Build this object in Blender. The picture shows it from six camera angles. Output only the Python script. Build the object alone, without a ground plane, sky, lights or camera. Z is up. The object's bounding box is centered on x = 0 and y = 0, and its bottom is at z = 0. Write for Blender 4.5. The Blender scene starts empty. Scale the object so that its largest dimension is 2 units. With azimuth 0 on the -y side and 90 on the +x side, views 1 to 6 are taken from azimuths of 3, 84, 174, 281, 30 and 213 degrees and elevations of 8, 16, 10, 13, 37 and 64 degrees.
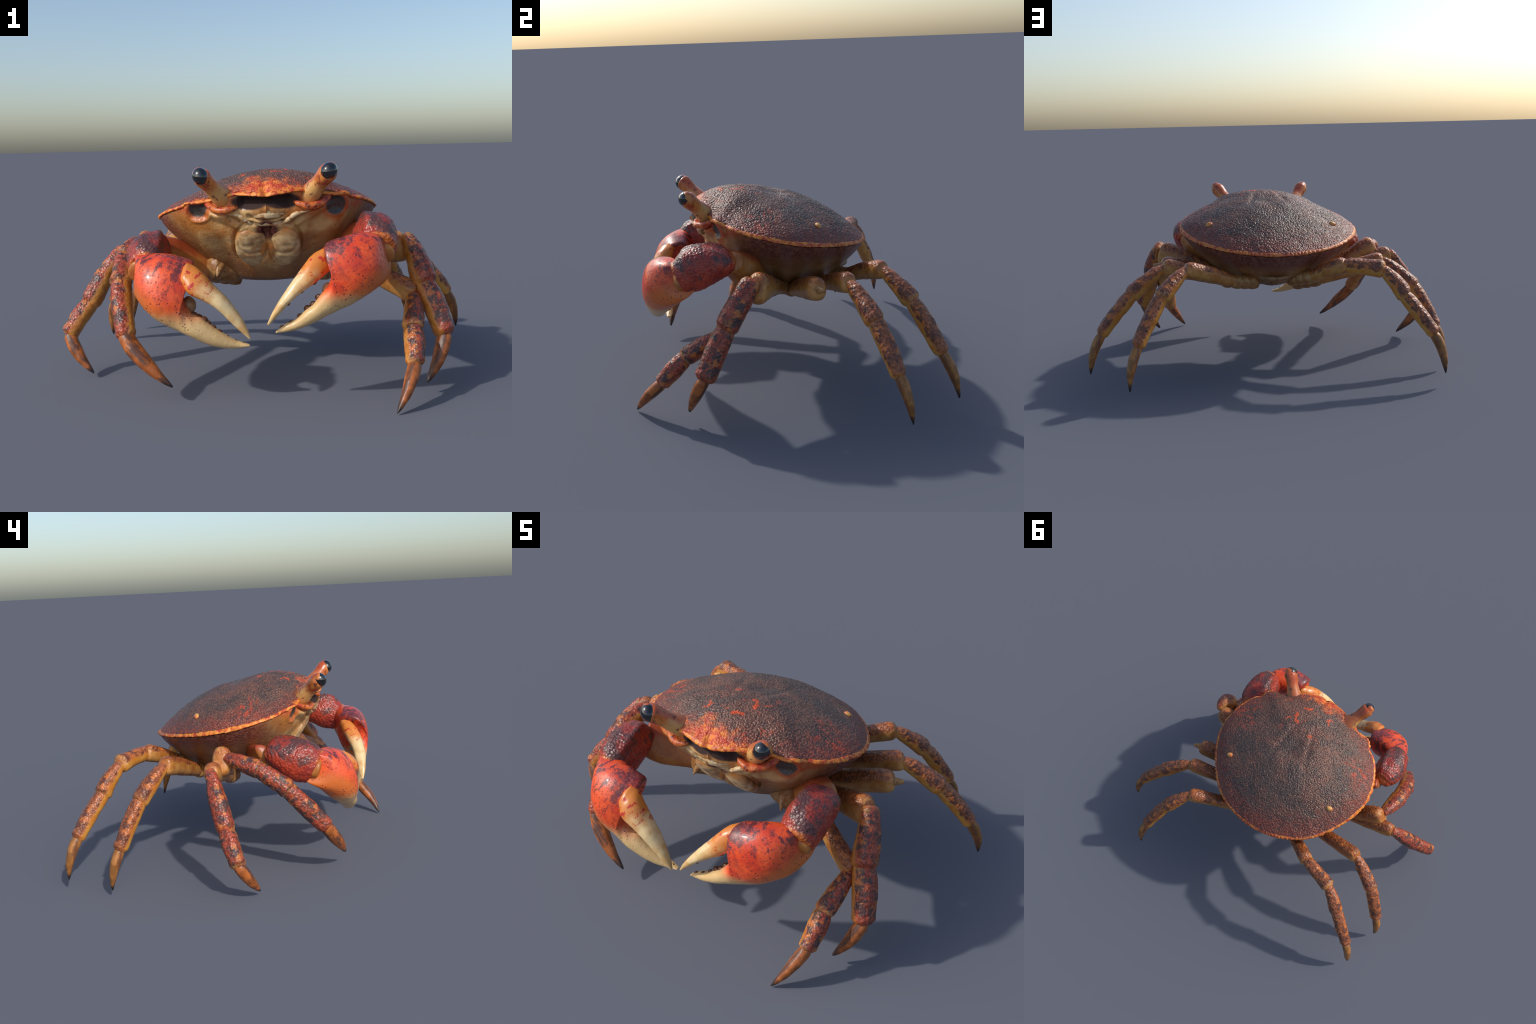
import bpy, math, random
import numpy as np
from mathutils import Vector, Matrix

random.seed(7)
V = lambda *a: np.array(a, float)
def unit(v):
    v = np.asarray(v, float); return v / (np.linalg.norm(v) + 1e-12)

# ------------------------------------------------------------------ noise
def _hash(i, j, k, s):
    h = (i * 374761393 + j * 668265263 + k * 2147483647 + s * 974711) & 0xFFFFFFFF
    h = ((h ^ (h >> 13)) * 1274126177) & 0xFFFFFFFF
    h = ((h ^ (h >> 16)) * 2246822519) & 0xFFFFFFFF
    return ((h ^ (h >> 15)) & 0xFFFFFF) / float(0xFFFFFF)

def vnoise(P, scale, seed=0):
    """smooth value noise in [-1, 1]"""
    q = P * scale; i = np.floor(q).astype(np.int64); f = q - i; f = f * f * (3 - 2 * f); r = 0
    for a in (0, 1):
        for b in (0, 1):
            for c in (0, 1):
                w = (f[:, 0] if a else 1 - f[:, 0]) * (f[:, 1] if b else 1 - f[:, 1]) * (f[:, 2] if c else 1 - f[:, 2])
                r = r + w * _hash(i[:, 0] + a, i[:, 1] + b, i[:, 2] + c, seed)
    return r * 2 - 1

def fbm(P, scale, octaves=3, seed=0):
    r = 0; a = 1.0; t = 0
    for o in range(octaves):
        r = r + a * vnoise(P, scale * 2 ** o, seed + o * 17); t += a; a *= .5
    return r / t

def granules(P, scale, seed=0):
    """rounded cell bumps, 1 on the middle of a granule, 0 between granules"""
    q = P * scale; i = np.floor(q).astype(np.int64); best = np.full(len(P), 9.0)
    for a in (-1, 0, 1):
        for b in (-1, 0, 1):
            for c in (-1, 0, 1):
                I, J, K = i[:, 0] + a, i[:, 1] + b, i[:, 2] + c
                d = (I + _hash(I, J, K, seed) - q[:, 0]) ** 2 + (J + _hash(I, J, K, seed + 1) - q[:, 1]) ** 2 + (K + _hash(I, J, K, seed + 2) - q[:, 2]) ** 2
                best = np.minimum(best, d)
    return np.clip(1 - best / .55, 0, 1)

# ------------------------------------------------------------------ mesh helpers
def spline(keys, n, at=None):
    """Catmull-Rom through rows of keys, n samples"""
    K = np.asarray(keys, float); m = len(K)
    if at is None: at = np.linspace(0, m - 1, n)
    i = np.clip(np.floor(at).astype(int), 0, m - 2); f = (at - i)[:, None]
    p1, p2 = K[i], K[i + 1]
    p0 = np.where((i > 0)[:, None], K[np.maximum(i - 1, 0)], 2 * p1 - p2)
    p3 = np.where((i < m - 2)[:, None], K[np.minimum(i + 2, m - 1)], 2 * p2 - p1)
    return .5 * (2 * p1 + (p2 - p0) * f + (2 * p0 - 5 * p1 + 4 * p2 - p3) * f ** 2 + (3 * p1 - p0 - 3 * p2 + p3) * f ** 3)

ALL = []
def make(name, verts, faces, mat, parent=None, matrix=None, displace=None, smooth=True):
    verts = np.asarray(verts, float)
    me = bpy.data.meshes.new(name)
    me.from_pydata(verts.tolist(), [], faces); me.update()
    if displace is not None:
        nr = np.zeros(len(verts) * 3); me.vertex_normals.foreach_get('vector', nr); nr = nr.reshape(-1, 3)
        verts = verts + nr * displace(verts, nr)[:, None]
    if matrix is not None:
        inv = np.array(matrix.inverted()); local = verts @ inv[:3, :3].T + inv[:3, 3]
    else: local = verts
    me.vertices.foreach_set('co', local.ravel())
    me.polygons.foreach_set('use_smooth', [smooth] * len(me.polygons)); me.update()
    me.materials.append(mat)
    ob = bpy.data.objects.new(name, me); bpy.context.scene.collection.objects.link(ob)
    if matrix is not None: ob.matrix_world = matrix
    if parent is not None:
        bpy.context.view_layer.update()
        ob.parent = parent; ob.matrix_parent_inverse = parent.matrix_world.inverted()
    ALL.append(ob); return ob

def ring_faces(nu, nv, closed_start=True, closed_end=True, base=0):
    F = []
    for j in range(nv - 1):
        a = base + j * nu; b = a + nu
        for i in range(nu):
            k = (i + 1) % nu
            F.append((a + i, a + k, b + k, b + i))
    n = base + nu * nv
    if closed_start: F += [(n, base + (i + 1) % nu, base + i) for i in range(nu)]; n += 1
    if closed_end:
        l = base + nu * (nv - 1); F += [(n, l + i, l + (i + 1) % nu) for i in range(nu)]
    return F

def loft(C, A, B, nu=40, nv=60, ex=2.3, cap0=.5, cap1=.5):
    """tube through centres C with half axes A and B (vectors); rounded ends of relative length cap0/cap1"""
    n = len(C)
    K = np.concatenate([np.asarray(C, float), np.asarray(A, float), np.asarray(B, float)], 1)
    # even arc-length sampling
    fine = spline(K, 400); L = np.r_[0, np.cumsum(np.linalg.norm(np.diff(fine[:, :3], axis=0), axis=1))]
    at = np.interp(np.linspace(0, L[-1], nv), L, np.linspace(0, n - 1, 400)); S = spline(K, nv, at)
    c, a, b = S[:, :3], S[:, 3:6], S[:, 6:9]
    t = np.linspace(0, 2 * np.pi, nu, endpoint=False); ct, st = np.cos(t), np.sin(t)
    ct = np.sign(ct) * np.abs(ct) ** (2 / ex); st = np.sign(st) * np.abs(st) ** (2 / ex)
    rings = c[:, None] + a[:, None] * ct[None, :, None] + b[:, None] * st[None, :, None]
    def cap(k, d, ln):
        r = min(np.linalg.norm(a[k]), np.linalg.norm(b[k])) * ln; out = []
        for w in (.35, .65, .87, .97):
            out.append(c[k] + d * r * w + (rings[k] - c[k]) * math.sqrt(1 - w * w))
        return out, c[k] + d * r
    pre, p0 = cap(0, unit(c[0] - c[1]), cap0); post, p1 = cap(-1, unit(c[-1] - c[-2]), cap1)
    R = np.concatenate([np.array(pre[::-1]), rings, np.array(post)], 0)
    v = np.concatenate([R.reshape(-1, 3), [p0], [p1]]); f = ring_faces(nu, len(R))
    # outward orientation
    s0 = np.dot(np.cross(a[nv // 2], b[nv // 2]), c[nv // 2 + 1] - c[nv // 2])
    if s0 < 0: f = [q[::-1] for q in f]
    return v, f

def frame(origin, axis, dorsal):
    x = unit(axis); z = unit(np.asarray(dorsal, float) - x * np.dot(x, dorsal)); y = np.cross(z, x)
    M = np.eye(4); M[:3, 0], M[:3, 1], M[:3, 2], M[:3, 3] = x, y, z, origin
    return Matrix(M.tolist())

def ellipsoid(c, ax, nu=40, nv=24):
    c = np.asarray(c, float); ax = np.asarray(ax, float); v = []
    for j in range(1, nv):
        p = math.pi * j / nv
        for i in range(nu):
            t = 2 * math.pi * i / nu
            v.append(c + ax[0] * math.cos(p) + ax[1] * math.sin(p) * math.cos(t) + ax[2] * math.sin(p) * math.sin(t))
    v += [c + ax[0], c - ax[0]]
    f = ring_faces(nu, nv - 1)
    if np.dot(np.cross(ax[1], ax[2]), ax[0]) > 0: f = [q[::-1] for q in f]
    return np.array(v), f

# ------------------------------------------------------------------ material helpers
class Mat:
    def __init__(s, name, rough=.45, spec=.5, coat=0.0):
        s.m = bpy.data.materials.new(name); s.m.use_nodes = True; s.t = s.m.node_tree; s.n = s.t.nodes
        s.b = s.n['Principled BSDF']; s.b.inputs['Roughness'].default_value = rough
        s.b.inputs['Specular IOR Level'].default_value = spec; s.b.inputs['Coat Weight'].default_value = coat
        s.b.inputs['Coat Roughness'].default_value = .15
        c = s.n.new('ShaderNodeTexCoord'); s.obj = c.outputs['Object']; s.gen = c.outputs['Generated']; s.nor = c.outputs['Normal']
    def put(s, sock, v):
        if hasattr(v, 'links'): s.t.links.new(v, sock)
        elif isinstance(v, (tuple, list)) and sock.type == 'RGBA' and len(v) == 3: sock.default_value = (*v, 1)
        else: sock.default_value = v
    def noise(s, scale, detail=4, rough=.55, vec=None, dist=0.0):
        n = s.n.new('ShaderNodeTexNoise'); s.put(n.inputs['Vector'], vec or s.obj); n.inputs['Scale'].default_value = scale
        n.inputs['Detail'].default_value = detail; n.inputs['Roughness'].default_value = rough; n.inputs['Distortion'].default_value = dist
        return n.outputs['Fac']
    def cells(s, scale, vec=None, feature='F1', rnd=1.0, out='Distance'):
        n = s.n.new('ShaderNodeTexVoronoi'); n.feature = feature; s.put(n.inputs['Vector'], vec or s.obj)
        n.inputs['Scale'].default_value = scale; n.inputs['Randomness'].default_value = rnd
        return n.outputs[out]
    def map(s, vec, scale=(1, 1, 1), loc=(0, 0, 0)):
        n = s.n.new('ShaderNodeMapping'); s.put(n.inputs['Vector'], vec); n.inputs['Scale'].default_value = scale; n.inputs['Location'].default_value = loc
        return n.outputs[0]
    def xyz(s, vec):
        n = s.n.new('ShaderNodeSeparateXYZ'); s.put(n.inputs[0], vec); return n.outputs[0], n.outputs[1], n.outputs[2]
    def math(s, op, a, b=0.0, clamp=False):
        n = s.n.new('ShaderNodeMath'); n.operation = op; s.put(n.inputs[0], a); s.put(n.inputs[1], b); n.use_clamp = clamp; return n.outputs[0]
    def step(s, v, lo, hi, a=0.0, b=1.0):
        n = s.n.new('ShaderNodeMapRange'); n.interpolation_type = 'SMOOTHSTEP'; s.put(n.inputs['Value'], v)
        n.inputs['From Min'].default_value = lo; n.inputs['From Max'].default_value = hi; n.inputs['To Min'].default_value = a; n.inputs['To Max'].default_value = b
        return n.outputs[0]
    def mix(s, f, a, b):
        n = s.n.new('ShaderNodeMix'); n.data_type = 'RGBA'; s.put(n.inputs['Factor'], f); s.put(n.inputs['A'], a) if 0 else None
        s.put(n.inputs[6], a); s.put(n.inputs[7], b); return n.outputs[2]
    def sphere(s, c, r0, r1, sc=(1, 1, 1)):
        """1 inside a soft ball around object-space point c, 0 outside"""
        n = s.n.new('ShaderNodeVectorMath'); n.operation = 'SUBTRACT'; s.put(n.inputs[0], s.obj); n.inputs[1].default_value = c
        m = s.n.new('ShaderNodeVectorMath'); m.operation = 'MULTIPLY'; s.t.links.new(n.outputs[0], m.inputs[0]); m.inputs[1].default_value = sc
        l = s.n.new('ShaderNodeVectorMath'); l.operation = 'LENGTH'; s.t.links.new(m.outputs[0], l.inputs[0])
        return s.step(l.outputs['Value'], r0, r1, 1.0, 0.0)
    def bump(s, h, strength=.3, dist=.004, normal=None):
        n = s.n.new('ShaderNodeBump'); s.put(n.inputs['Height'], h); n.inputs['Strength'].default_value = strength; n.inputs['Distance'].default_value = dist
        if normal is not None: s.put(n.inputs['Normal'], normal)
        return n.outputs[0]
    def done(s, col, bump=None, rough=None):
        s.put(s.b.inputs['Base Color'], col)
        if bump is not None: s.put(s.b.inputs['Normal'], bump)
        if rough is not None: s.put(s.b.inputs['Roughness'], rough)
        return s.m

DARK = (.030, .026, .027); BROWN = (.085, .050, .042); RED = (.30, .040, .022); ORANGE = (.62, .16, .022)
BRIGHT = (.78, .10, .025); AMBER = (.52, .22, .045); CREAM = (.70, .47, .21)

def carapace_mat():
    m = Mat('carapace_shell', .42, .45)
    x, y, z = m.xyz(m.obj)
    fine = m.cells(118); grit = m.noise(170, 3)
    big = m.noise(7, 5, .6); mid = m.noise(26, 5, .65)
    base = m.mix(m.step(big, .38, .62), (.105, .068, .054), (.205, .092, .060))
    red = (.30, .055, .030)
    rx = m.math('MULTIPLY', m.math('ADD', x, .014), 1 / .515); ry = m.math('MULTIPLY', y, 1 / .455)
    rho = m.math('SQRT', m.math('ADD', m.math('MULTIPLY', rx, rx), m.math('MULTIPLY', ry, ry)))
    edge = m.step(m.math('ADD', rho, m.math('MULTIPLY', m.math('SUBTRACT', mid, .5), .75)), .69, 1.04)
    col = m.mix(m.math('MULTIPLY', edge, .85), base, red)
    # reddish flecks between the granules all over
    fleck = m.step(m.noise(60, 4, .7), .56, .70)
    col = m.mix(m.math('MULTIPLY', fleck, .7), col, (.34, .090, .045))
    # paler pinkish dots at the cell middles, darker between them
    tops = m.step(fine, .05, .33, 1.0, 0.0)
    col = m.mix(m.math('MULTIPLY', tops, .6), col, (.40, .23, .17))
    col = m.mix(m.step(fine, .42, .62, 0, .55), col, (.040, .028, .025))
    # orange frontal patches
    front = m.step(m.math('ADD', y, m.math('MULTIPLY', m.math('SUBTRACT', m.noise(11, 5, .65), .5), .42)), -.42, -.335, 1.0, 0.0)
    col = m.mix(front, col, m.mix(m.step(mid, .4, .62), (.50, .055, .022), (.80, .22, .035)))
    spots = m.math('MULTIPLY', m.step(m.noise(20, 3, .6), .585, .66), m.sphere((.0, -.27, .95), .10, .26))
    col = m.mix(spots, col, (.62, .085, .025))
    # streaks at the shoulders
    for sx in (-.40, .37):
        s = m.math('MULTIPLY', m.step(m.noise(14, 4, .6, m.map(m.obj, (1.0, 3.2, 1))), .52, .62), m.sphere((sx, -.10, .84), .05, .13))
        col = m.mix(m.math('MULTIPLY', s, .7), col, (.50, .07, .03))
    h = m.math('ADD', m.math('MULTIPLY', fine, -1.0), m.math('MULTIPLY', grit, .35))
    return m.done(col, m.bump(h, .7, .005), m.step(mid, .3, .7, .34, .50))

def margin_mat():
    m = Mat('carapace_edge', .45, .5)
    n = m.noise(38, 4, .6); x, y, z = m.xyz(m.obj)
    col = m.mix(m.step(n, .38, .60), (.46, .050, .018), (.80, .26, .035))
    col = m.mix(m.step(m.noise(70, 3), .58, .7), col, (.72, .42, .12))
    col = m.mix(m.math('MULTIPLY', m.step(y, .0, .35), .35), col, (.35, .09, .03))
    return m.done(col, m.bump(m.noise(120, 3), .3, .004))

def under_mat():
    m = Mat('underbody_shell', .36, .5)
    x, y, z = m.xyz(m.obj)
    n = m.noise(9, 5, .6); f = m.noise(55, 4, .65)
    # amber brown flanks, cream cheeks in front, dark maroon granular band under the margin
    col = m.mix(m.step(n, .36, .64), (.23, .085, .026), (.36, .17, .060))
    cheek = m.step(m.math('ADD', y, m.math('MULTIPLY', m.math('SUBTRACT', n, .5), .4)), -.33, -.17, 1.0, 0.0)
    col = m.mix(cheek, col, m.mix(m.step(m.noise(6, 3), .40, .58), (.46, .18, .042), (.62, .39, .16)))
    rx = m.math('MULTIPLY', m.math('ADD', x, .014), 1 / .515); ry = m.math('MULTIPLY', y, 1 / .455)
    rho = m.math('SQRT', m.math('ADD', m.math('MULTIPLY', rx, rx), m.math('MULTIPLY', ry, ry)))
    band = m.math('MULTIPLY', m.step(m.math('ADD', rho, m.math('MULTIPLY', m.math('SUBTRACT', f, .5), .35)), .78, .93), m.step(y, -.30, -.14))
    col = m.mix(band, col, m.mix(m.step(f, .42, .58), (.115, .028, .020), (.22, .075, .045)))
    speck = m.math('MULTIPLY', m.step(m.cells(105), .0, .28, 1.0, 0.0), band)
    col = m.mix(m.math('MULTIPLY', speck, .6), col, (.36, .22, .17))
    blot = m.step(m.noise(30, 4, .7), .60, .68)
    col = m.mix(m.math('MULTIPLY', blot, .55), col, (.12, .035, .018))
    # front: dark antennule hollows and hairy side pits, orange round them
    for sx in (-1, 1):
        c0 = -.006 + sx * .070
        ring = m.sphere((-.004 + sx * .302, -.318, .806), .050, .085)
        col = m.mix(m.math('MULTIPLY', ring, .8), col, (.50, .11, .022))
        pit = m.sphere((-.004 + sx * .302, -.315, .808), .040, .054)
        col = m.mix(pit, col, m.mix(m.step(m.cells(170), .1, .45), (.135, .105, .080), (.050, .042, .038)))
        orb = m.sphere((-.004 + sx * .200, -.385, .825), .045, .10, (1, 1, 1.5))
        col = m.mix(m.math('MULTIPLY', orb, .85), col, m.mix(m.step(f, .4, .6), (.42, .045, .02), (.62, .18, .03)))
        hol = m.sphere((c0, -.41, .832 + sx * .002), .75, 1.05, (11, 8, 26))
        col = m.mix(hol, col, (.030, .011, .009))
        rim = m.math('MULTIPLY', m.step(pit, 0, 1, 1, 0), m.sphere((-.01 + sx * .36, -.30, .835), .10, .17, (1, 1, 2.4)))
        col = m.mix(m.math('MULTIPLY', m.math('MULTIPLY', rim, m.step(f, .36, .52)), .7), col, (.42, .055, .022))
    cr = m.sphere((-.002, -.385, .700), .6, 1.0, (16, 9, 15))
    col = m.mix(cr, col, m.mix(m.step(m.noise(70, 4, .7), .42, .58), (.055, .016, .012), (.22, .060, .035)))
    b = m.bump(m.math('MULTIPLY', m.cells(105), -1), .25, .004, m.bump(m.noise(80, 4), .12, .004))
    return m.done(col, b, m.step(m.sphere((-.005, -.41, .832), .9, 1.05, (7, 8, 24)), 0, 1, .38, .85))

def mouth_mat():
    m = Mat('mouth_plate', .34, .5)
    x, y, z = m.xyz(m.gen); n = m.noise(22, 4, .6)
    col = m.mix(m.step(n, .35, .62), (.42, .22, .085), (.66, .47, .24))
    tip = m.step(m.math('ADD', z, m.math('MULTIPLY', m.math('SUBTRACT', n, .5), .3)), .74, .94)
    col = m.mix(tip, col, m.mix(m.step(z, .90, .98), (.66, .24, .04), (.62, .08, .02)))
    low = m.math('MULTIPLY', m.step(m.noise(13, 4, .6), .50, .66), .5)
    col = m.mix(low, col, (.14, .050, .026))
    return m.done(col, m.bump(m.noise(60, 3), .15, .004))

def ridge_mat(name, a, b, c):
    m = Mat(name, .4, .5); n = m.noise(32, 5, .65)
    col = m.mix(m.step(n, .36, .60), a, b); col = m.mix(m.step(m.noise(45, 4, .6), .55, .66), col, c)
    return m.done(col, m.bump(m.noise(90, 3), .25, .004))

def leg_mat(name, dorsal, dark, amount, speck=(.44, .22, .16), belly0=(.40, .125, .018), belly1=(.56, .24, .045), joint=(.58, .14, .025), cover=.40):
    """dark rough back, smooth amber belly, orange ends"""
    m = Mat(name, .40, .5)
    gx, gy, gz = m.xyz(m.gen)
    n = m.noise(16, 5, .65); f = m.noise(60, 4, .7); gran = m.cells(78)
    belly = m.mix(m.step(n, .36, .62), belly0, belly1)
    back = m.mix(m.step(f, .40, .60), dorsal, tuple(c * .45 for c in dorsal))
    patch = m.step(m.noise(17, 5, .7), .60 - amount, .68 - amount)
    back = m.mix(m.math('MULTIPLY', patch, .85), back, dark)
    back = m.mix(m.math('MULTIPLY', m.step(gran, .03, .26, 1.0, 0.0), .62), back, speck)
    back = m.mix(m.math('MULTIPLY', m.step(m.noise(22, 4, .65), .55, .64), .75), back, (.60, .17, .030))
    mask = m.step(m.math('ADD', gz, m.math('MULTIPLY', m.math('SUBTRACT', n, .5), .75)), cover - .07, cover + .12)
    col = m.mix(mask, belly, back)
    d = m.math('ABSOLUTE', m.math('SUBTRACT', gx, .5))
    ends = m.step(m.math('ADD', d, m.math('MULTIPLY', m.math('SUBTRACT', n, .5), .55)), .40, .54)
    col = m.mix(m.math('MULTIPLY', ends, .6), col, m.mix(m.step(n, .4, .6), joint, (.66, .30, .09)))
    h = m.math('ADD', m.math('MULTIPLY', m.math('MULTIPLY', gran, -1.0), mask), m.math('MULTIPLY', f, .3))
    return m.done(col, m.bump(h, .6, .006), m.step(n, .3, .7, .30, .44))

def dactyl_mat(name, body, dark):
    m = Mat(name, .42, .5)
    gx, gy, gz = m.xyz(m.gen); n = m.noise(22, 5, .6); st = m.noise(20, 5, .65, m.map(m.obj, (.35, 2.2, 2.2)))
    col = m.mix(m.step(n, .38, .62), body, tuple(c * .55 for c in body))
    col = m.mix(m.math('MULTIPLY', m.step(st, .49, .58), .85), col, dark)
    col = m.mix(m.step(m.math('ADD', gx, m.math('MULTIPLY', m.math('SUBTRACT', n, .5), .25)), .72, .95), col, (.022, .016, .014))
    return m.done(col, m.bump(m.noise(70, 4), .3, .004))

def wrist_mat():
    m = Mat('claw_wrist_shell', .36, .5)
    gx, gy, gz = m.xyz(m.gen); n = m.noise(15, 5, .65); f = m.noise(55, 4, .7); gran = m.cells(80)
    col = m.mix(m.step(n, .36, .64), (.30, .034, .022), (.56, .070, .030))
    dk = m.step(m.math('ADD', m.math('MULTIPLY', gz, .45), m.math('MULTIPLY', m.math('SUBTRACT', n, .5), 1.6)), .22, .46)
    col = m.mix(m.math('MULTIPLY', dk, .88), col, (.045, .036, .038))
    col = m.mix(m.math('MULTIPLY', m.step(f, .56, .66), .6), col, (.05, .022, .020))
    col = m.mix(m.math('MULTIPLY', m.step(gran, .03, .24, 1.0, 0.0), .5), col, (.46, .22, .17))
    d = m.math('ABSOLUTE', m.math('SUBTRACT', gx, .5))
    ends = m.step(m.math('ADD', d, m.math('MULTIPLY', m.math('SUBTRACT', f, .5), .22)), .42, .50)
    col = m.mix(m.math('MULTIPLY', ends, .8), col, (.64, .17, .025))
    return m.done(col, m.bump(m.math('MULTIPLY', gran, -1), .6, .006))

def arm_mat():
    m = Mat('claw_arm_shell', .38, .5)
    gx, gy, gz = m.xyz(m.gen); n = m.noise(12, 5, .6)
    col = m.mix(m.step(n, .36, .64), (.36, .11, .022), (.50, .19, .040))
    t = m.step(m.math('ADD', gz, m.math('MULTIPLY', m.math('SUBTRACT', n, .5), .6)), .62, .86)
    col = m.mix(m.math('MULTIPLY', t, .8), col, (.34, .045, .020))
    col = m.mix(m.math('MULTIPLY', m.step(m.noise(40, 4, .7), .6, .68), .6), col, (.13, .035, .02))
    return m.done(col, m.bump(m.noise(70, 3), .2, .004))

def palm_mat(name, stripes):
    """vermilion hand, purplish dark mottles on top, dark pores, cream finger and underside"""
    m = Mat(name, .33, .5, .15)
    gx, gy, gz = m.xyz(m.gen); n = m.noise(9, 5, .6); f = m.noise(34, 5, .7)
    col = m.mix(m.step(n, .36, .62), (.62, .045, .016), (.84, .105, .024))
    col = m.mix(m.math('MULTIPLY', m.step(f, .50, .62), .55), col, (.34, .020, .016))
    dk = m.step(m.math('ADD', gz, m.math('MULTIPLY', m.math('SUBTRACT', f, .5), 1.15)), .76, .98)
    col = m.mix(m.math('MULTIPLY', dk, .85), col, m.mix(m.step(m.noise(90, 3, .7), .48, .62), (.060, .026, .034), (.34, .075, .070)))
    mot = m.math('MULTIPLY', m.step(m.noise(15, 3, .6, m.map(m.obj, stripes)), .535, .62), m.step(gx, .30, .58, 1.0, 0.0))
    mot = m.math('MULTIPLY', mot, m.step(gz, .36, .62))
    col = m.mix(m.math('MULTIPLY', mot, .9), col, (.10, .022, .028))
    low = m.step(m.math('ADD', gz, m.math('MULTIPLY', m.math('SUBTRACT', n, .5), .35)), .14, .46, 1.0, 0.0)
    col = m.mix(m.math('MULTIPLY', low, .7), col, (.62, .19, .035))
    fin = m.step(m.math('ADD', m.math('SUBTRACT', gx, m.math('MULTIPLY', gz, .62)), m.math('MULTIPLY', m.math('SUBTRACT', n, .5), .22)), .26, .48)
    col = m.mix(fin, col, CREAM)
    pores = m.math('MULTIPLY', m.step(m.cells(60, rnd=.9), .17, .26, 1.0, 0.0), m.math('MULTIPLY', m.step(m.noise(12, 3), .42, .5), m.math('MULTIPLY', m.step(gz, .60, .80, 1.0, .25), m.step(gx, .5, .75, 1.0, .15))))
    col = m.mix(m.math('MULTIPLY', pores, .8), col, (.16, .020, .020))
    b = m.bump(m.math('SUBTRACT', 1.0, pores), .5, .006, m.bump(m.noise(55, 5, .7), .35, .005))
    return m.done(col, b, m.step(f, .3, .7, .28, .45))

def finger_mat():
    m = Mat('claw_finger_shell', .32, .5, .2)
    gx, gy, gz = m.xyz(m.gen); n = m.noise(14, 5, .6); f = m.noise(50, 4, .65)
    col = m.mix(m.step(n, .36, .62), (.64, .38, .14), (.77, .57, .29))
    base = m.step(m.math('ADD', gx, m.math('MULTIPLY', m.math('SUBTRACT', n, .5), .45)), .22, .55, 1.0, 0.0)
    col = m.mix(base, col, (.66, .21, .035))
    sp = m.math('MULTIPLY', m.step(m.noise(36, 3, .6), .555, .62), m.step(gx, .32, .56, 1.0, 0.0))
    col = m.mix(sp, col, (.50, .035, .022))
    col = m.mix(m.math('MULTIPLY', m.step(f, .66, .72), .5), col, (.25, .09, .04))
    return m.done(col, m.bump(f, .12, .004))

def stalk_mat():
    m = Mat('eye_stalk_skin', .34, .5, .1)
    gx, gy, gz = m.xyz(m.gen); n = m.noise(24, 5, .65)
    col = m.mix(m.step(n, .36, .60), (.40, .075, .020), (.60, .22, .05))
    mid = m.math('MULTIPLY', m.step(gx, .10, .3), m.step(gx, .48, .68, 1.0, 0.0))
    col = m.mix(m.math('MULTIPLY', mid, .7), col, (.64, .40, .14))
    col = m.mix(m.math('MULTIPLY', m.step(m.math('ADD', gz, m.math('SUBTRACT', n, .5)), .60, .85), .7), col, (.42, .050, .022))
    col = m.mix(m.math('MULTIPLY', m.step(m.noise(34, 4, .65), .57, .65), .8), col, (.11, .025, .018))
    return m.done(col, m.bump(m.noise(60, 3), .2, .004))

def plain(name, col, rough=.4, coat=0., spec=.5):
    m = Mat(name, rough, spec, coat); n = m.noise(40, 3)
    return m.done(m.mix(m.step(n, .3, .7), col, tuple(c * .6 for c in col)))

M_CAR = carapace_mat(); M_EDGE = margin_mat(); M_UNDER = under_mat(); M_MOUTH = mouth_mat()
M_ORBIT = ridge_mat('orbit_lip', (.40, .045, .020), (.60, .17, .035), (.12, .024, .016))
M_CREAM = ridge_mat('epistome_plate', (.50, .30, .13), (.68, .52, .30), (.30, .10, .035))
M_LEGF = leg_mat('front_leg_shell', (.40, .072, .034), (.045, .036, .036), .11, cover=.42)
M_LEGR = leg_mat('rear_leg_shell', (.42, .125, .045), (.105, .036, .024), .10, (.54, .25, .13), (.50, .17, .022), (.56, .27, .05), cover=.50)
M_THIGH = leg_mat('thigh_shell', (.38, .110, .034), (.12, .042, .026), .05, (.48, .24, .12), (.36, .125, .022), (.48, .23, .060), cover=.66)
M_DACF = dactyl_mat('front_toe_shell', (.46, .13, .028), (.070, .034, .026))
M_DACR = dactyl_mat('rear_toe_shell', (.42, .17, .04), (.16, .060, .030))
M_WRIST = wrist_mat(); M_ARM = arm_mat(); M_PALML = palm_mat('claw_hand_shell', (1.6, 1.0, .55)); M_FING = finger_mat()
M_STALK = stalk_mat(); M_EYE = plain('eye_gloss', (.006, .007, .009), .06, 1.0, .6)
M_TOOTH = plain('claw_tooth_dark', (.14, .050, .020), .4); M_MOLAR = plain('claw_molar', (.50, .30, .15), .3, .2)
M_COXA = ridge_mat('coxa_shell', (.28, .11, .032), (.40, .21, .070), (.24, .10, .03))
M_TUB = ridge_mat('tubercle', (.60, .14, .03), (.68, .36, .10), (.5, .05, .02))
M_ABD = ridge_mat('abdomen_plate', (.20, .090, .035), (.30, .15, .060), (.12, .05, .025))

# ------------------------------------------------------------------ the crab
crab = bpy.data.objects.new('crab', None); bpy.context.scene.collection.objects.link(crab)
crab['label'] = 'red and brown shore crab with rough domed shell and orange claws'
crab['category'] = 'crab'

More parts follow.
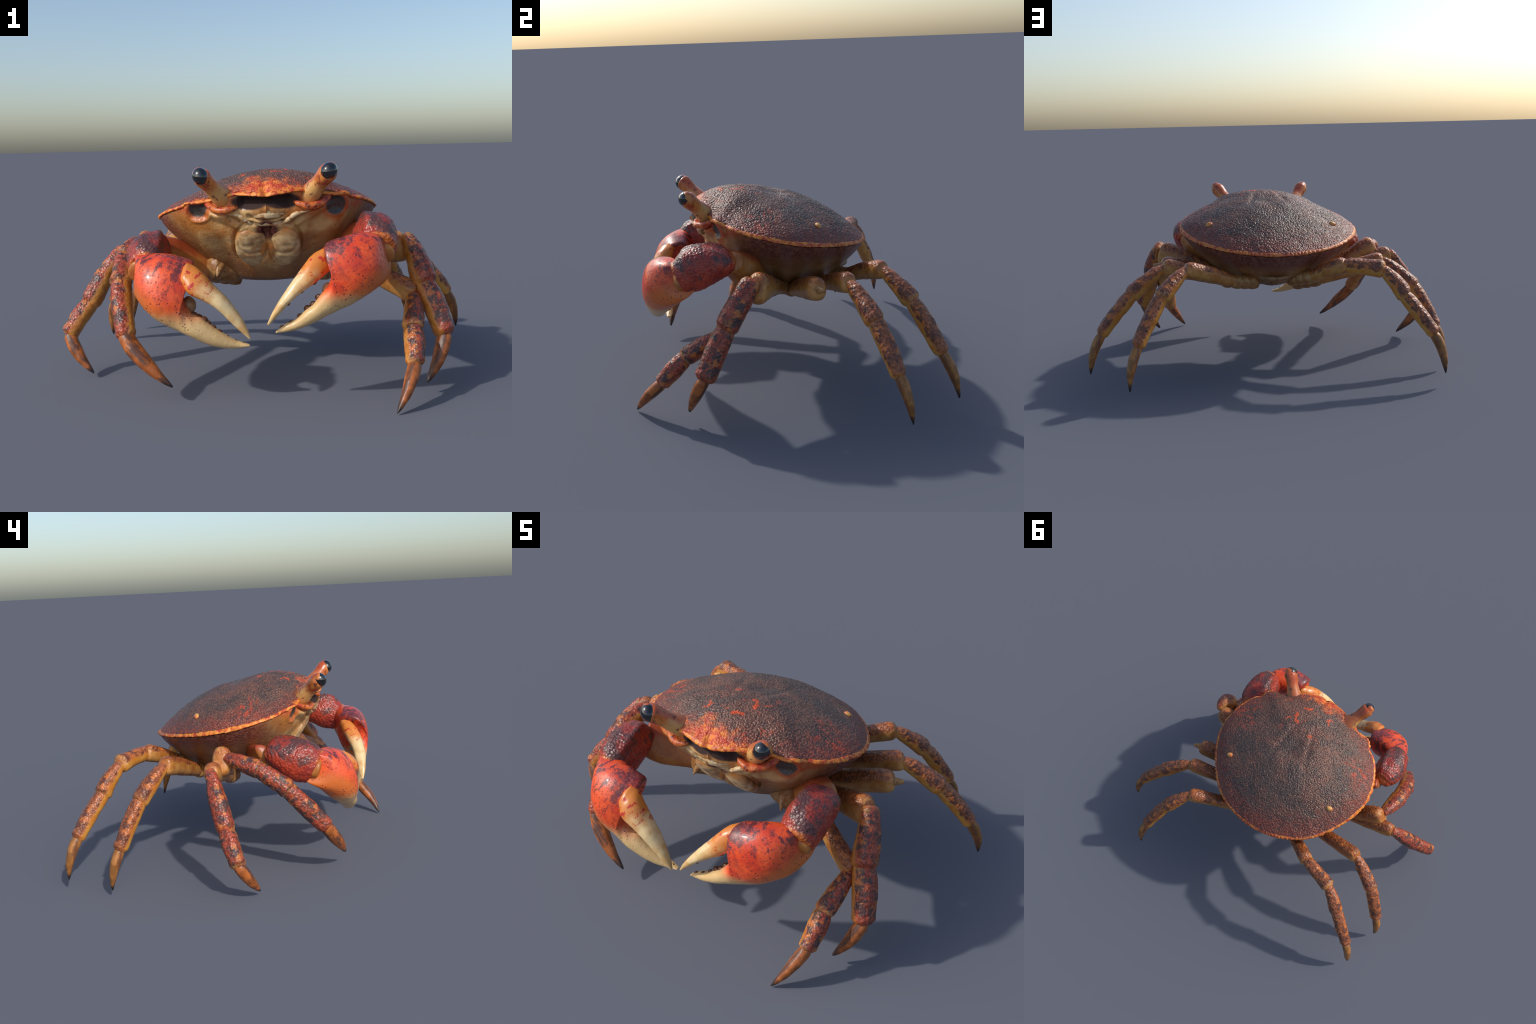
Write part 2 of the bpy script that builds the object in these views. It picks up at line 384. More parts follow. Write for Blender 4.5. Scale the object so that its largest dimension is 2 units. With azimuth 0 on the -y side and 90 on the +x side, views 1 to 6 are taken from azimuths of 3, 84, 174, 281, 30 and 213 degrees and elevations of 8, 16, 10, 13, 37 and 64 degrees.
CX, CY = -.0143, .020
RC = [.4785, .0124, -.0306, -.0092, .0038, .0067, .0015, .0020, .0027]     # margin radius, cosine series
ZC = [.7584, .1000, .0097, -.0005, -.0037]                                 # margin height, cosine series
def bell(d, w): return np.exp(-(d / w) ** 2)
def adiff(a, b): return (a - b + np.pi) % (2 * np.pi) - np.pi
def margin(th, serrate=True, lobes=True):
    r = sum(c * np.cos(k * th) for k, c in enumerate(RC)); z = sum(c * np.cos(k * th) for k, c in enumerate(ZC))
    if lobes:
        for s in (-1, 1):
            r = r - .020 * bell(adiff(th, s * math.radians(32)), math.radians(6)) + .010 * bell(adiff(th, s * math.radians(44)), math.radians(4)) - .010 * bell(adiff(th, s * math.radians(52)), math.radians(3))
            z = z + .012 * bell(adiff(th, s * math.radians(18)), math.radians(8)) + .010 * bell(adiff(th, s * math.radians(45)), math.radians(3.5))
        r = r + .004 * bell(adiff(th, 0), .18) - .010 * bell(adiff(th, 0), .035); z = z - .006 * bell(adiff(th, 0), .06)
    x, y = r * np.sin(th), -r * np.cos(th)
    if serrate:
        side = np.clip((np.abs(adiff(th, 0)) - math.radians(38)) / .2, 0, 1)
        w = (th * 52 + 2.6 * np.sin(th * 7) + 1.9 * np.sin(th * 11 + 1)) / np.pi
        saw = (w - np.floor(w)); saw = np.where(saw < .7, saw / .7, (1 - saw) / .3)
        k = 1 + side * (.55 + .45 * np.sin(th * 9 + 2)) * .019 * (saw - .5)
        x, y = x * k, y * k
    z = z + .0346 * x - .0298 * x * y
    c, s = math.cos(.0228), math.sin(.0228)
    return CX + x * c - y * s, CY + x * s + y * c, z
Q = [.1694, -.0273, -.1407, -.0906, -.0103, .0645, -.0043, .0555, .1272, .0028, -.0003, .0590, -.0455]    # dome height polynomial
def dome(th, rho):
    a = np.stack(margin(th, False, False)); b = np.stack(margin(th, False)); mx, my, mz = a + (b - a) * rho ** 9
    X = CX + rho * (mx - CX); Y = CY + rho * (my - CY)
    x, y = (X - CX) / .5, (Y - CY) / .47
    zb = ZC[0] + (mz - ZC[0]) * rho
    h = Q[0] + Q[1] * y + Q[2] * x * x + Q[3] * y * y + Q[4] * y ** 3 + Q[5] * x * x * y + Q[6] * x + Q[7] * y ** 4 + Q[8] * x ** 4 + Q[9] * x * y + Q[10] * x ** 3 + Q[11] * x * y * y + Q[12] * x * x * y * y
    return np.stack([X, Y, zb + (1 - rho ** 3.6) * h], -1)

def carapace_relief(P, N):
    x, y = P[:, 0] - CX, P[:, 1]
    d = .0032 * granules(P, 112, 3) * (.5 + .5 * np.clip(fbm(P, 9, 2, 5) + .7, 0, 1)) + .003 * fbm(P, 22, 3, 11)
    d += .004 * fbm(P, 6, 2, 31)
    d -= .019 * np.exp(-((x - .02) / .085) ** 2 - ((y + .01) / .085) ** 2)      # dip behind the stomach hump
    d += .014 * np.exp(-((np.abs(x) - .235) / .07) ** 2 - ((y + .235) / .07) ** 2)   # shoulders behind the eyes
    # furrows between the regions: central H-shaped groove and the frontal cleft
    d -= .005 * bell(np.abs(x) - .075 - .25 * np.clip(y + .08, -.2, .2), .018) * bell(y + .05, .10)
    d -= .004 * bell(y - .02 - .3 * np.abs(x), .018) * bell(x, .12)
    d -= .006 * bell(x, .014) * np.clip((-y - .30) / .1, 0, 1)
    return d

NU, NV = 840, 168
th = np.linspace(0, 2 * np.pi, NU, endpoint=False)
rhos = np.sqrt(np.linspace(.0004, .955 ** 2, NV)) ** 1.15; rhos = rhos / rhos[-1] * .978
verts = np.concatenate([dome(th, r) for r in rhos] + [dome(np.zeros(1), 0.0)]); faces = ring_faces(NU, NV, True, False)
make('carapace', verts, [f[::-1] for f in faces], M_CAR, crab, displace=carapace_relief)

# raised, toothed orange margin
prof = [(.974, -.001, 0), (.977, .001, .1), (.982, .002, .3), (.988, .002, .6), (.995, .001, 1), (1.001, -.002, 1), (1.0, -.005, 1), (.994, -.008, .7), (.984, -.011, .3), (.966, -.012, 0)]
rows = []
for k, dz, sw in prof:
    p = dome(th, min(k, .999)); mx, my, mz = margin(th); nx, ny, _ = margin(th, False)
    p[:, 0] = CX + k * (nx + (mx - nx) * sw - CX); p[:, 1] = CY + k * (ny + (my - ny) * sw - CY); p[:, 2] += dz; rows.append(p)
verts = np.concatenate(rows); faces = ring_faces(NU, len(prof), False, False)
make('carapace_margin', verts, [f[::-1] for f in faces], M_EDGE, crab,
     displace=lambda P, N: .0022 * granules(P, 75, 9) + .002 * fbm(P, 30, 2, 4))

# ------------------------------------------------------------------ underbody: bowl from margin down to the breast plate
def under_point(th, s):
    mx, my, mz = margin(th, False)
    bx = -.012 + .235 * np.sin(th); by = .045 - .250 * np.cos(th) + .02 * np.cos(th) ** 2; bz = .465 + .030 * np.clip(-np.cos(th), 0, 1)
    a = np.abs(adiff(th, 0)); w = s ** (1.22 + .30 * bell(a - .80, .45) + .33 * bell(a, .38))
    ix, iy = CX + .984 * (mx - CX), CY + .984 * (my - CY)
    x = ix + (bx - ix) * w; y = iy + (by - iy) * w; z = (mz - .009) + (bz - mz + .009) * s
    return np.stack([x, y, z], -1)
def face_relief(P, N):
    x, y, z = P[:, 0] + .005, P[:, 1], P[:, 2]; f = np.clip((-y - .15) / .1, 0, 1); d = .004 * fbm(P, 7, 3, 2)
    d += .0018 * granules(P, 95, 8) * np.clip((y + .25) / .1, 0, 1) * np.clip((z - .62) / .08, 0, 1)
    ax = np.abs(x)
    z = z - .035 * x                                                          # the body leans a little
    hw = .012 + .16 * np.clip(ax, 0, .10)
    d -= f * .034 * bell(z - .832, hw) * np.clip((.125 - ax) / .02, 0, 1)      # antennule hollows
    d += f * .016 * bell(ax, .012) * bell(z - .815, .03)                       # septum
    d -= f * .020 * np.exp(-((ax - .300) / .042) ** 4 - ((z - .797) / .034) ** 4)   # hairy side pits
    d += f * .005 * bell(np.hypot(ax - .300, (z - .797) * 1.25) - .056, .010)
    d += f * .030 * bell(ax - .195, .075) * bell(z - .792, .022)               # lower orbital swelling
    crease = .740 + .045 * np.clip((ax - .10) / .07, 0, 1) + .02 * np.clip((ax - .17) / .06, 0, 1)
    d -= f * .016 * bell(z - crease, .007) * np.clip((ax - .05) / .03, 0, 1) * np.clip((.27 - ax) / .04, 0, 1)
    d += f * .012 * bell(z - crease + .03, .018) * np.clip((ax - .08) / .04, 0, 1) * np.clip((.25 - ax) / .05, 0, 1)
    d -= f * .030 * bell(z - .757 - 2.6 * ax ** 2, .008) * np.clip((.085 - ax) / .015, 0, 1)   # smile-shaped gap
    d -= f * .030 * bell(ax, .040) * bell(z - .680, .045)                      # cleft above the mouth plates
    d -= f * .012 * bell(np.hypot((ax - .074) / .80, (z - .640)) - .098, .008)  # seam round the mouth plates
    d += f * .010 * bell(ax - .24, .08) * bell(z - .70, .05)                   # cheeks
    d += f * .010 * fbm(P, 60, 3, 77) * bell(ax, .035) * bell(z - .690, .03)
    return d
NU2, NV2 = 720, 170
th2 = np.linspace(0, 2 * np.pi, NU2, endpoint=False); th2 = th2 - .6 * np.sin(th2)
rows = [under_point(th2, s) for s in np.linspace(0, 1, NV2)]
for k, dz in ((.86, -.018), (.66, -.028), (.42, -.033), (.2, -.034)):
    p = rows[NV2 - 1].copy(); c = V(-.012, .05, 0); p[:, :2] = c[:2] + (p[:, :2] - c[:2]) * k; p[:, 2] += dz; rows.append(p)
verts = np.concatenate(rows + [V(-.012, .05, .431)[None]])
make('underbody', verts, [f[::-1] for f in ring_faces(NU2, len(rows), False, True)], M_UNDER, crab, displace=face_relief)

def tube(name, pts, ra, rb, mat, parent, up=(0, 0, 1), nu=20, nv=50, disp=None, taper=(1, 1), ex=2.2):
    pts = np.asarray(pts, float); n = len(pts); A, B = [], []
    for i in range(n):
        t = unit(pts[min(i + 1, n - 1)] - pts[max(i - 1, 0)]); a = unit(np.asarray(up) - t * np.dot(t, up)); b = np.cross(t, a)
        k = np.interp(i / (n - 1), [0, .3, .7, 1], [taper[0], 1, 1, taper[1]])
        A.append(a * ra * k); B.append(b * rb * k)
    v, f = loft(pts, A, B, nu, nv, ex); return make(name, v, f, mat, parent, displace=disp)

# abdomen: overlapping plates folded under the rear
for i in range(6):
    t = i / 5; yb, zb = .364 - .17 * t ** 1.2, .520 - .055 * t ** .7; w = .110 - .015 * t
    pts = [(-.012 + w * u, yb - .05 * u * u, zb + .012 * u * u) for u in np.linspace(-1, 1, 9)]
    tube('abdomen_plate', pts, .017, .012, M_ABD, crab, (0, 1, .8), 18, 40, lambda P, N: .002 * fbm(P, 30, 2, 3), (.4, .4), 2.6)

# mouth parts --------------------------------------------------------------
for s in (-1, 1):
    C = [(s * .070 - .002, -.362, .718), (s * .076 - .002, -.348, .692), (s * .074 - .002, -.318, .650), (s * .072 - .002, -.276, .598), (s * .060, -.234, .553), (s * .044, -.212, .528)]
    wd = [.014, .050, .068, .070, .056, .028]; dp = [.012, .026, .032, .034, .028, .016]
    A = [V(w, 0, 0) for w in wd]; B = [V(0, -.75, .66) * d if False else V(s * .25, -.80, -.5) * d for d in dp]
    v, f = loft(C, A, B, 48, 60, 2.3, .8, .8)
    def relief(P, N, s=s):
        x = np.abs(P[:, 0] + .003); z = P[:, 2]
        d = -.007 * bell(np.hypot((x - .072) / 1.15, (z - .640)) - .050, .006) * np.clip((.66 - z) / .03, 0, 1)
        return d - .006 * bell(x - .090, .018) * bell(z - .630, .008) + .002 * fbm(P, 25, 3, 6)
    make('maxilliped', v, f, M_MOUTH, crab, displace=relief)
arc = lambda w, zc, sag, y0, yb: [(-.003 + w * u, y0 + yb * u * u, zc + sag * u * u) for u in np.linspace(-1, 1, 9)]
tube('epistome', arc(.088, .776, .016, -.412, .030), .020, .016, M_CREAM, crab, disp=lambda P, N: .003 * np.sin(P[:, 2] * 520) + .002 * fbm(P, 30, 2, 1), taper=(.4, .4))
tube('mouth_frame', arc(.085, .735, .006, -.378, .020), .013, .014, M_CREAM, crab, disp=lambda P, N: .004 * fbm(P, 26, 3, 8), taper=(.5, .5))
for s in (-1, 1):
    m0 = -.004
    tube('cheek_ridge', [(m0 + s * .062, -.378, .730), (m0 + s * .095, -.392, .752), (m0 + s * .125, -.396, .774), (m0 + s * .185, -.384, .788)], .010, .012, M_CREAM, crab, disp=lambda P, N: .003 * fbm(P, 30, 3, 3), taper=(.5, .4))
    lean = .035 * s * .2
    tube('orbit_lip', [(m0 + s * .122, -.390, .822 + lean), (m0 + s * .142, -.405, .812 + lean), (m0 + s * .182, -.405, .802 + lean), (m0 + s * .230, -.378, .810 + lean), (m0 + s * .262, -.338, .832 + lean), (m0 + s * .276, -.312, .846 + lean)], .015, .020, M_ORBIT, crab, disp=lambda P, N: .006 * fbm(P, 24, 3, 5), taper=(.6, .6))
# eyes ----------------------------------------------------------------------
for base, tip, fwd in (((.165, -.338, .832), (.262, -.446, .955), (.10, -.93, .25)), ((-.175, -.342, .828), (-.272, -.463, .944), (-.30, -.92, .18))):
    base, tip = V(*base), V(*tip); d = unit(tip - base); ln = np.linalg.norm(tip - base)
    up = unit(V(0, 0, 1) - d * d[2]); sd = np.cross(d, up); fw = unit(fwd)
    ks = [0, .25, .5, .66, .82, 1.0, 1.10]; rs = [.048, .046, .0385, .0350, .0380, .0395, .030]
    C = [base + d * ln * k for k in ks]; C[-1] = C[-1] + V(0, .003, 0)
    v, f = loft(C, [up * r for r in rs], [sd * r for r in rs], 40, 60, 2.0, .6, .8)
    st = make('eye_stalk', v, f, M_STALK, crab, frame(base, d, up), lambda P, N: .0022 * fbm(P, 30, 3, 7))
    e = tip + d * .000 + fw * .010; a = unit(d - fw * np.dot(d, fw)); b = np.cross(fw, a)
    v, f = ellipsoid(e, [a * .0385, fw * .0335, b * .0345], 48, 32)
    make('eyeball', v, f, M_EYE, st)
# tubercles on the rear shoulders
for p in ((-.361, .164, .782), (.334, .168, .804)):
    v, f = ellipsoid(V(*p), [V(0, 0, .017), V(.021, .004, 0), V(-.003, .015, 0)], 24, 16)
    make('tubercle', v, f, M_TUB, crab, displace=lambda P, N: .003 * fbm(P, 60, 2, 5))

# ------------------------------------------------------------------ legs
def segment(name, a, b, h, t, dorsal, mat, parent, bow=0.0, shape=None, disp=None, nv=46, ex=2.4, caps=(.5, .35)):
    """limb segment from a to b; h, t: half height/thickness at start, middle, end"""
    a, b = V(*a), V(*b); x = b - a; ln = np.linalg.norm(x); M = frame(a, x, dorsal); x = x / ln
    z = np.array(M.to_3x3())[:, 2]; y = np.array(M.to_3x3())[:, 1]
    ks = shape or [(0, .70), (.07, .86), (.14, .97), (.35, 1), (.65, 1.02), (.86, 1.09), (.95, 1.11), (.985, 1.05), (1.0, .92)]
    C, A, B = [], [], []
    for k, g, *o in ks:
        hh = np.interp(k, [0, .5, 1], h) * g; tt = np.interp(k, [0, .5, 1], t) * (o[0] if o else g)
        C.append(a + x * ln * k + z * bow * math.sin(math.pi * k)); A.append(z * hh); B.append(y * tt)
    v, f = loft(C, A, B, 36, nv, ex, *caps)
    return make(name, v, f, mat, parent, M, disp)
def rough(P, N): return .0022 * granules(P, 85, 21) * np.clip(N[:, 2] + .4, 0, 1) + .0050 * fbm(P, 17, 3, 13)
def calm(P, N): return .0036 * fbm(P, 16, 3, 19)
KNEE = [(0, .52), (.07, .64), (.28, .86), (.55, .98), (.82, 1.06), (.93, 1.08), (.98, 1.02), (1.0, .93)]
KNEE_WIDE = [(0, .50, .80), (.07, .60, .90), (.28, .80, .98), (.55, .96, 1.02), (.82, 1.07, 1.06), (.93, 1.09, 1.08), (.98, 1.03, 1.02), (1.0, .93)]
SHIN = [(0, .86), (.06, .93), (.2, 1.0), (.5, 1.02), (.80, .98), (.93, 1.0), (.98, .94), (1.0, .82)]
DACTYL = [(0, .82), (.08, 1.0), (.3, 1.0), (.6, .80), (.85, .45), (.97, .20), (1.0, .10)]
THIGH = [(0, .80), (.15, .92), (.5, 1.0), (.82, 1.06), (.95, 1.02), (1.0, .86)]
def leg(root, knee, mid, end, tip, dorsal, th_h, th_t, h, t, front=True, extra=None, start=None, wide=False):
    d = unit(dorsal); mat = M_LEGF if front else M_LEGR; dmat = M_DACF if front else M_DACR
    up = V(0, 0, 1)
    if extra is None:
        th_ = segment('leg', root, knee, th_h, th_t, up, M_THIGH, crab, .006, THIGH, calm, 60)
    else:
        th_ = segment('leg', root, extra, th_h, th_t, up, M_THIGH, crab, .006, THIGH, calm, 60)
        segment('leg_thigh', extra, knee, [th_h[2] * .95] * 3, [th_t[2] * .95] * 3, d + V(0, 0, 1), mat, th_, .0, None, rough)
    r = V(*root); q = unit(V(*knee) - r) if extra is None else unit(V(*extra) - r)
    q = unit(q * V(1, 1, .45))
    for k in (-.125, -.080, -.035):
        segment('leg_hip', tuple(r + q * k), tuple(r + q * (k + .055)), [th_h[0] * 1.02] * 3, [th_t[0] * 1.08] * 3, up, M_COXA, th_, 0, [(0, .9), (.3, 1.02), (.7, 1.02), (1, .88)], calm, 14)
    if mid is None: return th_
    segment('leg_knee', start or knee, mid, [h[0], h[0], h[0]], [t[0], t[0], t[0]], d, mat, th_, .006, KNEE_WIDE if wide else KNEE, rough)
    segment('leg_shin', mid, end, [h[0] * .96, h[1], h[1] * .95], [t[0] * .96, t[1], t[1] * .95], d, mat, th_, .004, SHIN, rough)
    segment('leg_toe', end, tip, [h[2]] * 3, [t[2]] * 3, d, dmat, th_, .016 if not front else .012, DACTYL, calm, 46, 2.2, (.5, .8))
    return th_

leg((.275, -.015, .490), (.617, -.162, .603), (.688, -.312, .448), (.758, -.418, .248), (.672, -.495, .055), (.85, -.25, .5),
    [.034, .050, .074], [.038, .044, .048], [.052, .049, .032], [.050, .050, .028], start=(.634, -.182, .643), wide=True)
leg((.29, -.140, .575), (.637, -.325, .407), (.607, -.496, .294), (.600, -.614, .171), (.510, -.744, .005), (.8, -.2, .7),
    [.040, .045, .048], [.030, .034, .036], [.042, .042, .028], [.039, .039, .026])
stump = leg((.25, .050, .470), (.605, .118, .578), None, None, None, (1, .1, .4), [.040, .050, .054], [.038, .043, .045], [.05] * 3, [.05] * 3)
segment('leg_stump_nub', (.600, .117, .575), (.655, .135, .583), [.022, .016, .008], [.022, .016, .008], (0, 0, 1), M_COXA, stump)
leg((.25, .195, .490), (.590, .265, .592), (.770, .345, .463), (.930, .408, .272), (.994, .456, .069), (.75, .3, .6),
    [.038, .044, .048], [.036, .038, .040], [.041, .037, .026], [.039, .036, .023], False)
leg((.205, .335, .510), (.468, .452, .609), (.600, .558, .487), (.722, .668, .272), (.767, .740, .062), (.6, .5, .6),
    [.036, .042, .044], [.036, .038, .040], [.039, .037, .025], [.039, .035, .023], False)
r1 = leg((-.28, .035, .458), (-.640, -.020, .610), None, None, None, (-.8, .1, .6), [.034, .046, .076], [.042, .045, .048], [.05] * 3, [.05] * 3)
d = (-.85, .05, .55)
segment('leg_knee', (-.636, -.045, .624), (-.667, -.208, .572), [.046, .046, .048], [.042, .042, .042], d, M_LEGF, r1, .003, KNEE, rough)
segment('leg_knee', (-.665, -.200, .575), (-.663, -.345, .473), [.046, .048, .048], [.040, .043, .045], d, M_LEGF, r1, .002, SHIN[:5] + KNEE[5:], rough)
segment('leg_shin', (-.663, -.338, .477), (-.611, -.517, .271), [.047, .046, .043], [.043, .044, .042], d, M_LEGF, r1, .003, SHIN, rough)
segment('leg_toe', (-.620, -.510, .282), (-.409, -.592, .073), [.036] * 3, [.033] * 3, d, M_DACF, r1, .018, DACTYL, calm, 46, 2.2, (.5, .8))
leg((-.28, .025, .442), (-.728, .014, .574), (-.876, -.078, .333), (-.967, -.147, .195), (-.841, -.218, .024), (-.9, .1, .5),
    [.034, .042, .050], [.034, .036, .040], [.046, .042, .031], [.043, .040, .028], start=(-.732, .016, .582))
leg((-.26, .200, .472), (-.622, .275, .584), (-.782, .364, .444), (-.879, .447, .235), (-.908, .492, .038), (-.7, .3, .6),
    [.038, .044, .047], [.036, .038, .040], [.040, .037, .026], [.038, .035, .023], False)
leg((-.205, .330, .515), (-.566, .526, .583), (-.668, .596, .450), (-.798, .695, .261), (-.846, .741, .062), (-.6, .5, .6),
    [.036, .042, .044], [.036, .038, .040], [.040, .037, .026], [.038, .035, .023], False, extra=(-.378, .455, .600))

# ------------------------------------------------------------------ claws
def slab(name, T, Bt, dep, half, mat, parent, M, nu=56, nv=90, ex=2.3, caps=(.5, .6), disp=None):
    """loft given by upper outline T, lower outline Bt and half thickness along dep"""
    T, Bt = np.asarray(T, float), np.asarray(Bt, float); dep = unit(dep)
    v, f = loft((T + Bt) / 2, (T - Bt) / 2, [dep * h for h in half], nu, nv, ex, *caps)
    return make(name, v, f, mat, parent, M, disp)
def hand_relief(P, N): return .0028 * fbm(P, 12, 3, 23)
def wrist_relief(P, N): return .0034 * granules(P, 72, 41) + .004 * fbm(P, 16, 3, 29)

def seg_dist(P, a, b):
    a, b = V(*a), V(*b); ab = b - a; t = np.clip((P - a) @ ab / (ab @ ab), 0, 1)
    return np.linalg.norm(P - a - t[:, None] * ab, axis=1)
def claw(arm, wristT, wristB, wristX, wristH, palmT, palmB, palmH, finT, finB, finH, dep, molar, teeth, ridge, dip, lean=0.0):
    aC, aT, aW = arm
    C = [V(*c) for c in aC]; ax = unit(C[-1] - C[0]); M = frame(C[0], ax, (0, 0, 1)); R = np.array(M.to_3x3()); z, y = R[:, 2], R[:, 1]
    v, f = loft(C, [(z + y * lean) * h for h in aT], [y * w for w in aW], 44, 60, 2.5, .4, .4)
    root = make('claw', v, f, M_ARM, crab, M, calm)
    wT = np.array([(x, *p) for x, p in zip(wristX, wristT)]); wB = np.array([(x, *p) for x, p in zip(wristX, wristB)])
    mid = (wT + wB) / 2
    slab('claw_wrist', wT, wB, (1, 0, 0), wristH, M_WRIST, root, frame(mid[0], mid[-1] - mid[0], (0, 0, 1)), 64, 80, 2.15, (.4, .12), lambda P, N: wrist_relief(P, N) + .012 * bell(seg_dist(P, *ridge), .016) - .012 * bell(seg_dist(P, *dip), .035))
    # soft joint between wrist and hand
    pm = (V(*palmT[0]) + V(*palmB[0])) / 2
    ja, jb = (wT[-1] - wB[-1]) / 2, (V(*palmT[0]) - V(*palmB[0])) / 2; dx = unit(V(*palmT[2]) + V(*palmB[2]) - 2 * pm)
    v, f = loft([mid[-1] + (mid[-2] - mid[-1]) * .3, mid[-1] * .6 + pm * .4, pm + dx * .03], [ja * .80, (ja + jb) * .40, jb * .8], [V(.060, 0, 0), V(.055, 0, 0), V(.046, 0, 0)], 40, 14, 2.1)
    make('claw_joint', v, f, M_ARM, root, frame(mid[-1], pm - mid[-1], (0, 0, 1)), calm)
    pM = frame(pm, V(*palmB[-1]) - pm, (0, 0, 1))
    slab('claw_hand', palmT, palmB, dep, palmH, M_PALML, root, pM, 72, 130, 2.2, (.7, .6), hand_relief)
    fm = (V(*finT[0]) + V(*finB[0])) / 2
    slab('claw_finger', finT, finB, dep, finH, M_FING, root, frame(fm, V(*finT[-1]) - fm, (0, 0, 1)), 48, 80, 2.3, (.5, .7), calm)
    v, f = ellipsoid(molar[0], [V(0, 0, 1) * molar[1], V(1, 0, 0) * molar[1] * .85, V(0, 1, 0) * molar[1] * .8], 28, 18)
    make('claw_molar', v, f, M_MOLAR, root, displace=lambda P, N: .008 * fbm(P, 26, 3, 4))
    rr = random.Random(5)
    for p, r in teeth:
        v, f = ellipsoid(V(*p), [V(0, 0, 1) * r, V(1, 0, 0) * r * 1.25, V(0, 1, 0) * r * .8], 16, 10)
        make('claw_tooth', v, f, M_TOOTH, root, displace=lambda P, N: .002 * fbm(P, 70, 2, 4))
    return root

def along(P, a, b, n, rad, lift):
    """teeth strung along an edge polyline between fractions a and b"""
    K = np.asarray(P, float); out = []; rr = random.Random(11)
    for i in range(n):
        q = spline(K, 1, np.array([(a + (b - a) * i / (n - 1)) * (len(K) - 1)]))[0]
        out.append(((q[0], q[1], q[2] + lift), rad * rr.uniform(.7, 1.25) * (1 - .4 * i / n)))
    return out

# left claw
pT = [(.482, -.505, .682), (.462, -.532, .696), (.420, -.558, .704), (.362, -.572, .706), (.294, -.585, .690), (.236, -.595, .664), (.262, -.620, .600), (.256, -.628, .527), (.212, -.630, .463), (.185, -.630, .429), (.158, -.630, .409), (.114, -.630, .368), (.070, -.630, .345), (.034, -.632, .318)]
pB = [(.512, -.468, .575), (.514, -.508, .543), (.488, -.555, .508), (.444, -.580, .478), (.392, -.600, .448), (.340, -.608, .420), (.300, -.612, .402), (.270, -.616, .388), (.239, -.620, .375), (.205, -.625, .358), (.171, -.630, .343), (.120, -.630, .324), (.075, -.631, .314), (.036, -.632, .310)]
pH = [.062, .082, .096, .102, .098, .087, .073, .062, .051, .043, .037, .028, .019, .010]
fT = [(.232, -.562, .648), (.186, -.580, .623), (.139, -.606, .572), (.099, -.632, .521), (.055, -.650, .459), (.021, -.660, .404), (.001, -.665, .362)]
fB = [(.256, -.590, .556), (.205, -.622, .518), (.169, -.640, .498), (.125, -.655, .469), (.081, -.660, .430), (.037, -.664, .384), (.007, -.665, .350)]
claw(([(.240, -.110, .495), (.320, -.145, .560), (.400, -.195, .632), (.462, -.258, .688)], [.055, .072, .082, .058], [.045, .052, .060, .052]),
     [(-.252, .724), (-.287, .755), (-.350, .771), (-.420, .773), (-.482, .752), (-.538, .698)], [(-.262, .648), (-.275, .635), (-.310, .615), (-.355, .592), (-.412, .566), (-.472, .557)],
     [.462, .462, .460, .458, .458, .458], [.056, .076, .090, .092, .087, .076], pT, pB, pH, fT, fB, [.046, .050, .044, .036, .028, .019, .008], (.18, 1, .05),
     (V(.246, -.604, .480), .030), along(pT[8:], .0, .85, 6, .016, -.008) + along(fB[1:], .1, .6, 3, .011, .008), ((.425, -.510, .752), (.420, -.300, .765)), ((.365, -.470, .730), (.370, -.320, .730)))
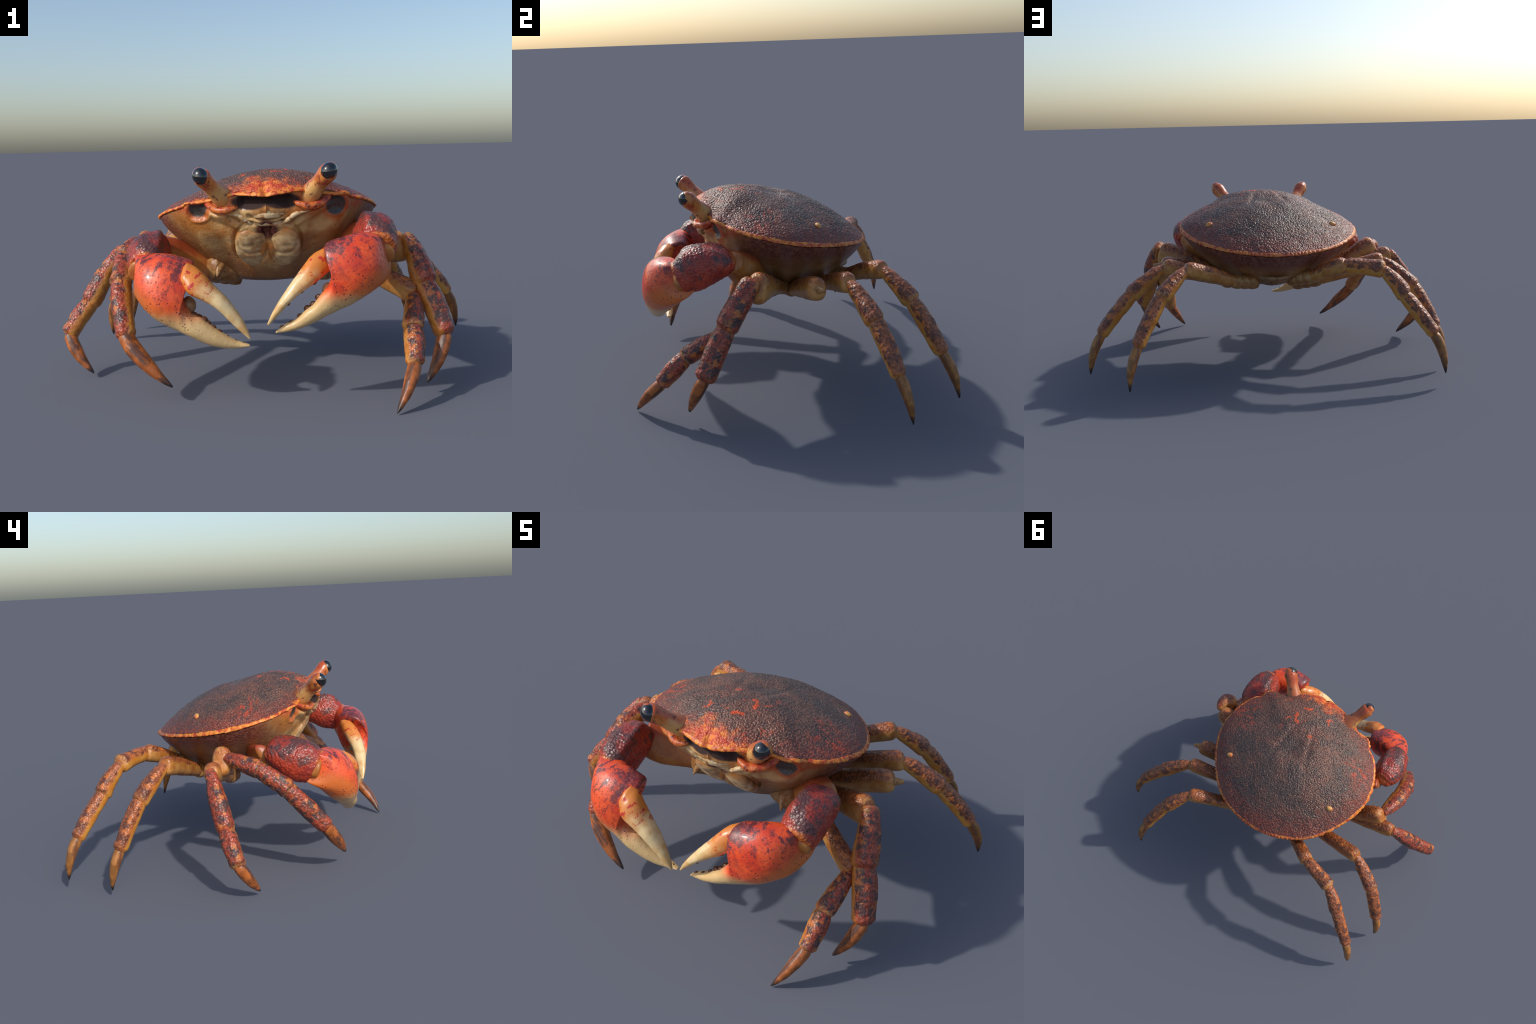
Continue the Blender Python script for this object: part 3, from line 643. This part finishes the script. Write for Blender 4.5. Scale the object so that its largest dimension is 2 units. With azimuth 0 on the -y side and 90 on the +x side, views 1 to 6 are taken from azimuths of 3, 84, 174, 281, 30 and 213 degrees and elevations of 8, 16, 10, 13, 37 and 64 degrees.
# right claw
pT = [(-.560, -.470, .622), (-.545, -.485, .622), (-.505, -.500, .624), (-.434, -.514, .628), (-.367, -.520, .616), (-.308, -.516, .590), (-.352, -.548, .535), (-.348, -.565, .440), (-.318, -.588, .392), (-.280, -.594, .374), (-.245, -.595, .348), (-.200, -.592, .312), (-.137, -.582, .270), (-.081, -.585, .250)]
pB = [(-.572, -.436, .505), (-.572, -.484, .466), (-.534, -.548, .423), (-.482, -.580, .377), (-.436, -.590, .348), (-.400, -.596, .330), (-.372, -.600, .317), (-.345, -.603, .304), (-.310, -.606, .288), (-.270, -.606, .268), (-.225, -.602, .250), (-.165, -.596, .239), (-.115, -.586, .238), (-.080, -.585, .244)]
pH = [.063, .086, .101, .107, .103, .092, .077, .066, .055, .046, .039, .028, .018, .010]
fT = [(-.325, -.560, .590), (-.278, -.580, .567), (-.218, -.600, .506), (-.163, -.611, .451), (-.121, -.620, .396), (-.086, -.630, .335), (-.072, -.635, .294)]
fB = [(-.352, -.605, .520), (-.323, -.625, .480), (-.259, -.628, .446), (-.211, -.633, .417), (-.163, -.635, .370), (-.119, -.635, .323), (-.078, -.635, .287)]
claw(([(-.240, -.105, .500), (-.335, -.140, .525), (-.425, -.182, .558), (-.508, -.228, .590)], [.046, .068, .084, .074], [.036, .038, .040, .042]),
     [(-.226, .652), (-.256, .688), (-.330, .697), (-.408, .685), (-.465, .662), (-.500, .622)], [(-.232, .580), (-.252, .556), (-.284, .526), (-.325, .500), (-.365, .480), (-.414, .474)],
     [-.520, -.522, -.526, -.528, -.526, -.522], [.056, .075, .089, .091, .085, .075], pT, pB, pH, fT, fB, [.050, .052, .046, .038, .029, .019, .008], (-.10, 1, .05),
     (V(-.330, -.560, .416), .036), along(pT[8:], .05, .9, 9, .016, -.009), ((-.468, -.462, .655), (-.492, -.275, .698)), ((-.430, -.430, .640), (-.440, -.290, .660)), lean=-.55)
# spurs under the claw hips
for s in (-1, 1):
    segment('claw_spur', (s * .225 - .006, -.175, .520), (s * .238 - .004, -.230, .478), [.026, .018, .007], [.026, .018, .007], (0, -1, 0), M_COXA, crab, 0, [(0, 1), (.4, .9), (.8, .6), (1, .3)], calm)
    segment('claw_hip', (s * .14 - .008, -.09, .482), (s * .275 - .006, -.150, .512), [.055, .062, .060], [.055, .065, .060], (0, 0, 1), M_COXA, crab, 0, None, calm)
